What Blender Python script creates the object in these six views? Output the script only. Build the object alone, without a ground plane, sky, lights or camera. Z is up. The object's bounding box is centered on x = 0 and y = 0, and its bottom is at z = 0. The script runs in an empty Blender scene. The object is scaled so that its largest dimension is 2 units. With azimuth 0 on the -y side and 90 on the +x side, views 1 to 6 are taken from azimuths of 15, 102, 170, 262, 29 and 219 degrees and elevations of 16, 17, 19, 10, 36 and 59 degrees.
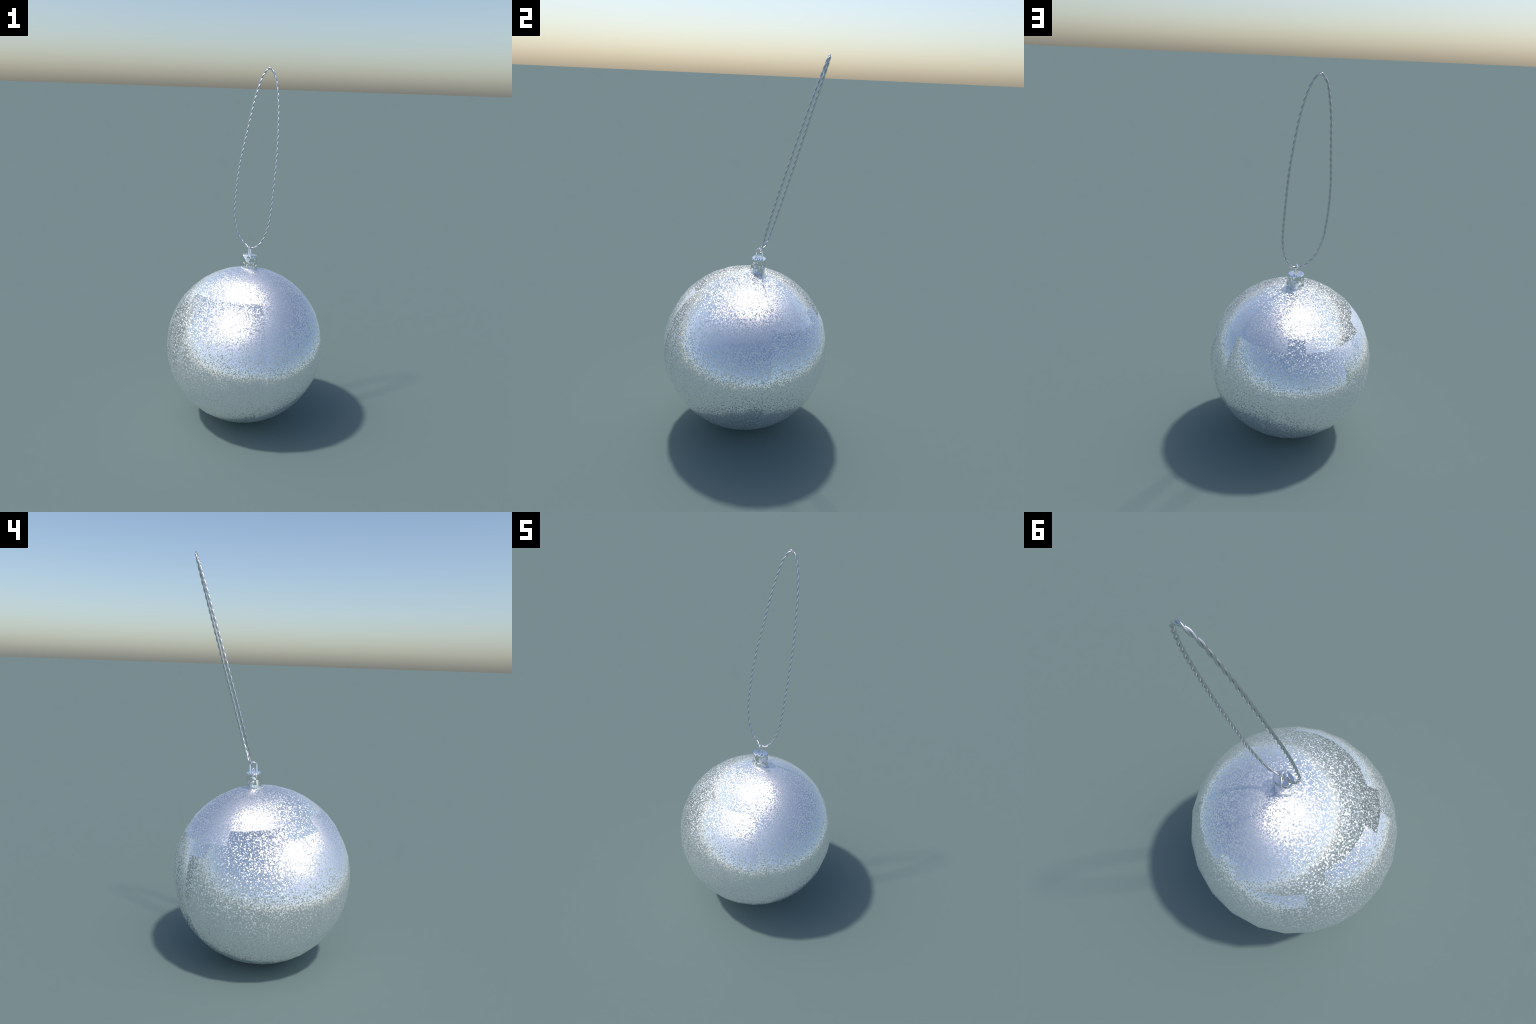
"""Glittery silver tree bauble: a faceted ball on its side-leaning axis, a crimped
metal cap with a wire eye, and a long loop of twisted two-strand metallic cord."""
import bpy
import math
import random
from mathutils import Vector, Matrix

random.seed(7)
COLL = bpy.context.scene.collection

# ------------------------------------------------------------------ dimensions
R = 0.4503                       # ball radius
CENTRE = Vector((0.0, 0.0, R))
AXIS = Vector((0.0, 0.0579, 0.5214)).normalized()       # the ball leans 6 degrees to +y
LEAN = math.atan2(AXIS.y, AXIS.z)
BALL_ROT = Matrix.Rotation(-LEAN, 3, 'X')
SEGMENTS, RINGS = 24, 20         # the ball is a coarse, smooth-shaded globe


# ------------------------------------------------------------------ node helper
class Nodes:
    def __init__(self, name):
        self.mat = bpy.data.materials.new(name)
        self.mat.use_nodes = True
        self.tree = self.mat.node_tree
        self.bsdf = self.tree.nodes["Principled BSDF"]

    def new(self, kind, **props):
        n = self.tree.nodes.new(kind)
        for k, v in props.items():
            setattr(n, k, v)
        return n

    def put(self, socket, value):
        if isinstance(value, bpy.types.NodeSocket):
            self.tree.links.new(value, socket)
        elif value is not None:
            socket.default_value = value

    def math(self, op, a, b=None, c=None, clamp=False):
        n = self.new("ShaderNodeMath", operation=op, use_clamp=clamp)
        for s, v in zip(n.inputs, (a, b, c)):
            self.put(s, v)
        return n.outputs[0]

    def vec(self, op, a, b=None, scale=None):
        n = self.new("ShaderNodeVectorMath", operation=op)
        self.put(n.inputs[0], a)
        if b is not None:
            self.put(n.inputs[1], b)
        if scale is not None:
            self.put(n.inputs["Scale"], scale)
        return n.outputs["Value"] if op == "DOT_PRODUCT" else n.outputs["Vector"]


GRAIN_SCALE = 140.0      # glitter grains per metre
GRAIN_REST = 0.51        # share of the grain noise that lies fully over (rest pose)
GRAIN_GAIN = 7.0         # how far the others stand up
TILT = 0.28


def glitter_material(name, across):
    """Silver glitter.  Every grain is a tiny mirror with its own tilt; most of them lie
    over to one side of the panel's weave (across, down), a few stand the other way."""
    N = Nodes(name)
    coord = N.new("ShaderNodeTexCoord").outputs["Object"]
    normal = N.new("ShaderNodeNewGeometry").outputs["Normal"]
    grain = N.new("ShaderNodeTexNoise")
    N.put(grain.inputs["Vector"], coord)
    grain.inputs["Scale"].default_value = GRAIN_SCALE
    grain.inputs["Detail"].default_value = 1.5
    grain.inputs["Roughness"].default_value = 0.6
    split = N.new("ShaderNodeSeparateColor")
    N.put(split.inputs[0], grain.outputs["Color"])

    stand = []

    def tilt(channel, wobble):
        v = N.math("MULTIPLY_ADD", channel, GRAIN_GAIN, -GRAIN_REST * GRAIN_GAIN, clamp=True)
        stand.append(v)
        v = N.math("MULTIPLY_ADD", v, 2.0, -1.0)
        v = N.math("ADD", v, N.math("MULTIPLY_ADD", split.outputs[2], wobble, -0.5 * wobble))
        return N.math("MULTIPLY", v, TILT)

    along = N.vec("SUBTRACT", tuple(across),
                  N.vec("SCALE", normal, scale=N.vec("DOT_PRODUCT", normal, tuple(across))))
    along = N.vec("NORMALIZE", along)
    down = N.vec("CROSS_PRODUCT", along, normal)
    n = N.vec("ADD", normal, N.vec("SCALE", along, scale=tilt(split.outputs[0], 0.9)))
    n = N.vec("ADD", n, N.vec("SCALE", down, scale=tilt(split.outputs[1], -0.9)))
    n = N.vec("NORMALIZE", n)
    b = N.bsdf
    b.inputs["Base Color"].default_value = (0.93, 0.93, 0.93, 1)
    frost = N.math("MAXIMUM", stand[0], stand[1])           # grains that stand up are rougher
    N.put(b.inputs["Metallic"], N.math("MULTIPLY_ADD", frost, -0.12, 0.92))
    N.put(b.inputs["Roughness"], N.math("MULTIPLY_ADD", frost, 0.38, 0.15))
    N.put(b.inputs["Normal"], n)
    return N.mat


def metal_material(name, colour, roughness, grain=0.0, dents=0.0):
    N = Nodes(name)
    b = N.bsdf
    b.inputs["Base Color"].default_value = (*colour, 1)
    b.inputs["Metallic"].default_value = 1.0
    coord = N.new("ShaderNodeTexCoord").outputs["Object"]
    noise = N.new("ShaderNodeTexNoise")
    N.put(noise.inputs["Vector"], coord)
    noise.inputs["Scale"].default_value = 60.0
    N.put(b.inputs["Roughness"], N.math("MULTIPLY_ADD", noise.outputs["Fac"], grain, roughness - grain * 0.5))
    if dents:                                        # soft dents pressed by the crimping tool
        stretch = N.vec("MULTIPLY", coord, (1.0, 1.0, 0.7))
        press = N.new("ShaderNodeTexNoise")
        N.put(press.inputs["Vector"], stretch)
        press.inputs["Scale"].default_value = 46.0
        press.inputs["Detail"].default_value = 0.6
        bump = N.new("ShaderNodeBump")
        bump.inputs["Distance"].default_value = dents
        N.put(bump.inputs["Height"], press.outputs["Fac"])
        N.put(b.inputs["Normal"], bump.outputs["Normal"])
    return N.mat


# ------------------------------------------------------------------ mesh helpers
def mesh_object(name, verts, faces, materials, parent=None, slots=None, sharp=None, location=None, rotation=None):
    me = bpy.data.meshes.new(name)
    me.from_pydata([tuple(v) for v in verts], [], faces)
    for m in materials:
        me.materials.append(m)
    if slots:
        me.polygons.foreach_set("material_index", slots)
    me.update()
    me.shade_smooth()
    if sharp is not None:
        me.set_sharp_from_angle(angle=math.radians(sharp))
    ob = bpy.data.objects.new(name, me)
    COLL.objects.link(ob)
    if rotation is not None:
        ob.rotation_euler = rotation
    if location is not None:
        ob.location = location
    if parent:
        ob.parent = parent
    return ob


def tube(points, radius, sides=10, closed=False, start_normal=None):
    """Round tube along a polyline, carried by parallel transport; returns verts, faces."""
    pts = [Vector(p) for p in points]
    n = len(pts)
    tans = []
    for i in range(n):
        a = pts[(i - 1) % n] if closed else pts[max(i - 1, 0)]
        b = pts[(i + 1) % n] if closed else pts[min(i + 1, n - 1)]
        tans.append((b - a).normalized())
    nor = Vector(start_normal) if start_normal else tans[0].orthogonal()
    verts, faces = [], []
    for p, t in zip(pts, tans):
        nor = (nor - t * nor.dot(t)).normalized()
        bi = t.cross(nor)
        for k in range(sides):
            a = math.tau * k / sides
            verts.append(p + nor * (radius * math.cos(a)) + bi * (radius * math.sin(a)))
    for i in range(n if closed else n - 1):
        j = (i + 1) % n
        for k in range(sides):
            m = (k + 1) % sides
            faces.append((i * sides + k, i * sides + m, j * sides + m, j * sides + k))
    if not closed:
        faces.append(tuple(range(sides - 1, -1, -1)))
        faces.append(tuple((n - 1) * sides + k for k in range(sides)))
    return verts, faces


def catmull_closed(ctrl, per):
    out, n = [], len(ctrl)
    for i in range(n):
        p0, p1, p2, p3 = (ctrl[(i + k - 1) % n] for k in range(4))
        for s in range(per):
            t = s / per
            out.append(0.5 * ((2 * p1) + (p2 - p0) * t + (2 * p0 - 5 * p1 + 4 * p2 - p3) * t * t
                              + (3 * p1 - p0 - 3 * p2 + p3) * t ** 3))
    return out


def resample(points, count):
    """Equal steps along a closed polyline; returns points and the total length."""
    pts = points + [points[0]]
    run = [0.0]
    for a, b in zip(pts, pts[1:]):
        run.append(run[-1] + (b - a).length)
    total, out, j = run[-1], [], 0
    for i in range(count):
        d = total * i / count
        while run[j + 1] < d:
            j += 1
        f = (d - run[j]) / max(run[j + 1] - run[j], 1e-9)
        out.append(pts[j].lerp(pts[j + 1], f))
    return out, total


# ------------------------------------------------------------------ ornament root
root = bpy.data.objects.new("christmas_bauble", None)
COLL.objects.link(root)
root["label"] = "silver glitter ball ornament with metal cap and twisted hanging loop"
root["category"] = "christmas ornament"

# ------------------------------------------------------------------ ball
def world(v):
    return BALL_ROT @ Vector(v)


def sideways(lon):
    a = math.radians(lon)
    return world((-math.sin(a), math.cos(a), 0))


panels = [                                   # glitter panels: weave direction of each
    glitter_material("glitter_top", world((0, 1, 0))),
    glitter_material("glitter_front", sideways(-97)),
    glitter_material("glitter_right", sideways(-12)),
    glitter_material("glitter_back", sideways(82)),
    glitter_material("glitter_left", sideways(180)),
]


def panel_of(lat, lon):
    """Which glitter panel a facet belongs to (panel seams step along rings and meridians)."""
    lon = (lon + 180) % 360 - 180
    low = 36                                         # lower edge of the top panel
    if 75 < lon < 90 or lon > 150 or lon < -165 or -135 < lon < -60:
        low = 45
    if lat > low:
        return 0
    if -150 < lon < -60:
        return 1
    if -60 < lon < 30:
        return 2
    if 30 < lon < (135 if lat > 27 else 120):
        return 3
    return 4


verts, faces, slots = [Vector((0, 0, R))], [], []
for r in range(1, RINGS):
    th = math.pi * r / RINGS
    for s in range(SEGMENTS):
        a = math.tau * s / SEGMENTS
        verts.append(Vector((R * math.sin(th) * math.cos(a), R * math.sin(th) * math.sin(a), R * math.cos(th))))
verts.append(Vector((0, 0, -R)))
for r in range(RINGS):
    lat = 90 - 180 * (r + 0.5) / RINGS
    for s in range(SEGMENTS):
        t = (s + 1) % SEGMENTS
        up, dn = 1 + (r - 1) * SEGMENTS, 1 + r * SEGMENTS
        if r == 0:
            faces.append((0, dn + s, dn + t))
        elif r == RINGS - 1:
            faces.append((up + s, len(verts) - 1, up + t))
        else:
            faces.append((up + s, dn + s, dn + t, up + t))
        slots.append(panel_of(lat, 360 * (s + 0.5) / SEGMENTS))
lowest = min((BALL_ROT @ v).z for v in verts)
ball = mesh_object("ball", verts, faces, panels, root, slots, location=(0, 0, -lowest), rotation=(-LEAN, 0, 0))
CENTRE = Vector((0, 0, -lowest))

# ------------------------------------------------------------------ cap
chrome = metal_material("bright_metal", (0.93, 0.93, 0.93), 0.06, 0.03)
tin = metal_material("crimped_metal", (0.93, 0.93, 0.93), 0.05, 0.03, dents=0.015)
CAP_R, CAP_TOP, CAP_BASE = 0.0395, 0.5246, 0.438     # heights from the ball centre along its axis
COLUMNS = 18                 # crimped columns: the pressed tin is coarse and a little uneven
verts, faces = [], []
dice = random.Random(3)
wob = [dice.uniform(-1, 1) for _ in range(COLUMNS)]
rows = [                     # (height share, radius, in/out crimp, up/down stagger, random dent, notch)
    (0.00, 0.0402, 0.0016, 0.00, 0.0000, 0.0),
    (0.12, 0.0418, 0.0026, 0.02, 0.0008, 0.0),
    (0.23, 0.0424, 0.0032, 0.03, 0.0010, 0.0),
    (0.36, 0.0422, 0.0024, 0.03, 0.0008, 0.0014),
    (0.52, 0.0416, 0.0016, 0.04, 0.0008, 0.0046),
    (0.66, 0.0408, 0.0010, 0.05, 0.0010, 0.0004),
    (0.925, 0.0402, 0.0012, 0.04, 0.0006, 0.0),
    (1.000, 0.0394, 0.0, 0.0, 0.0, 0.0),
    (1.000, 0.0380, 0.0, 0.0, 0.0, 0.0),
    (0.990, 0.0300, 0.0, 0.0, 0.0, 0.0),
    (0.974, 0.0190, 0.0, 0.0, 0.0, 0.0),
]
for h, rad, crimp, stag, dent, notch in rows:
    for c in range(COLUMNS):
        flip = 1 if c % 2 else -1
        a = math.tau * (c + 0.35 + 0.18 * wob[c]) / COLUMNS
        rr = rad + crimp * (flip + 0.5 * wob[c]) + dent * dice.uniform(-1, 1)
        if flip < 0:
            rr -= notch * (1 + 0.5 * wob[c - 5])
        z = CAP_BASE + (CAP_TOP - CAP_BASE) * (h + stag * (flip + wob[c - 3]) * 0.7)
        verts.append(Vector((1.06 * rr * math.cos(a), 0.88 * rr * math.sin(a), z)))   # squeezed oval
for i in range(len(rows) - 1):
    for c in range(COLUMNS):
        d = (c + 1) % COLUMNS
        faces.append((i * COLUMNS + c, i * COLUMNS + d, (i + 1) * COLUMNS + d, (i + 1) * COLUMNS + c))
verts.append(Vector((0, 0, CAP_BASE + (CAP_TOP - CAP_BASE) * 0.962)))
last = (len(rows) - 1) * COLUMNS
for c in range(COLUMNS):
    faces.append((last + c, last + (c + 1) % COLUMNS, len(verts) - 1))
cap = mesh_object("cap", verts, faces, [tin, chrome], root, slots=[0 if k < 7 * COLUMNS else 1 for k in range(len(faces))], location=CENTRE, rotation=(-LEAN, 0, 0))

# ------------------------------------------------------------------ wire eye on the cap
PLATE = CENTRE + AXIS * (CAP_TOP - 0.003)


def arch(name, centre, half, rise, radius, turn, sink=0.012):
    """Wire staple: two legs and a half-round top, standing on the cap."""
    pts = [Vector((0, -half, -sink)), Vector((0, -half, 0))]
    pts += [Vector((0, -half, (rise - half) * k / 4)) for k in range(1, 4)]
    for k in range(17):
        a = math.pi * k / 16
        pts.append(Vector((0, -half * math.cos(a), rise - half + half * math.sin(a))))
    pts += [Vector((0, half, (rise - half) * k / 4)) for k in range(3, 0, -1)]
    pts += [Vector((0, half, 0)), Vector((0, half, -sink))]
    v, f = tube(pts, radius, 12, start_normal=(1, 0, 0))
    flare = lambda z: 1.0 + 0.45 * max(0.0, 1.0 - max(z, 0) / (rise - half)) ** 2
    for i, p in enumerate(v):                        # legs thicken towards the plate
        foot = pts[i // 12]
        v[i] = foot + (p - foot) * flare(foot.z)
    ob = mesh_object(name, v, f, [chrome], cap_anchor, location=centre, rotation=(-math.radians(2.0), 0, math.radians(turn)))
    normals = []
    for vert in ob.data.vertices:                    # soft shading where the legs run into the plate
        nn = Vector(vert.normal)
        low = min(1.0, max(0.0, 1.25 - max(vert.co.z, 0) / (rise - half)) * 3)
        normals.append((nn + Vector((0, 0, 0.2 * low))).normalized())
    ob.data.normals_split_custom_set_from_vertices(normals)
    return ob


cap_anchor = root
arch("wire_eye", PLATE + Vector((0.0, 0.0, -0.002)), 0.0163, 0.0555, 0.0038, 0)
arch("wire_stub", PLATE + Vector((0.0085, 0.0, -0.002)), 0.0048, 0.0240, 0.0031, 12)

# ------------------------------------------------------------------ hanging cord
def cord_y(x, z):
    """The loop hangs in one plane that leans back over the ball."""
    y = -0.2166 + 0.2859 * z + 0.0013 * x + 0.010 * (z - 1.4) ** 2
    if z < 1.06:                                     # the cord is threaded through the eye
        y -= 0.009 * math.exp(-(x / 0.022) ** 2)
    return y


cord_xz = [   # outline of the loop, seen square on, from the small joint on the right side round
    (0.078, 1.785), (0.081, 1.756), (0.087, 1.687), (0.092, 1.621), (0.0955, 1.559), (0.0972, 1.493),
    (0.0975, 1.424), (0.0975, 1.358), (0.0972, 1.288), (0.096, 1.218), (0.091, 1.151), (0.085, 1.116),
    (0.075, 1.083), (0.061, 1.051), (0.038, 1.0215), (0.014, 1.0095), (-0.004, 1.0105), (-0.024, 1.0185),
    (-0.052, 1.040), (-0.074, 1.067), (-0.093, 1.104), (-0.106, 1.149), (-0.114, 1.184), (-0.118, 1.219),
    (-0.120, 1.293), (-0.120, 1.364), (-0.116, 1.442), (-0.109, 1.516), (-0.100, 1.580), (-0.091, 1.647),
    (-0.081, 1.718), (-0.071, 1.789), (-0.058, 1.859), (-0.037, 1.941), (-0.020, 1.974), (-0.003, 1.9925),
    (0.012, 1.9910), (0.029, 1.974), (0.043, 1.946), (0.055, 1.908), (0.063, 1.874), (0.071, 1.830),
]
STRAND_R, STRAND_OFF = 0.0034, 0.0031
path, length = resample(catmull_closed([Vector((x, cord_y(x, z), z)) for x, z in cord_xz], 24), 1400)
HALF_TURNS = 2 * round(length / 0.069)
thread_metal = metal_material("silver_cord_metal", (0.67, 0.67, 0.68), 0.30, 0.08)
cord = bpy.data.objects.new("hanging_cord", None)
COLL.objects.link(cord)
cord.parent = root
plane_normal = Vector((0.0, 1.0, -0.286)).normalized()
n = len(path)
top_z = 0.0
strands = []
for k in range(2):
    pts = []
    for i in range(n + 1):
        t = (path[(i + 1) % n] - path[(i - 1) % n]).normalized()
        side = plane_normal.cross(t).normalized()
        ang = math.pi * HALF_TURNS * i / n + math.pi * k + 0.6
        pts.append(path[i % n] + side * (STRAND_OFF * math.cos(ang)) + side.cross(t) * (-STRAND_OFF * math.sin(ang)))
    v, f = tube(pts, STRAND_R, 10)
    strands.append(mesh_object("strand", v, f, [thread_metal], cord, sharp=60))
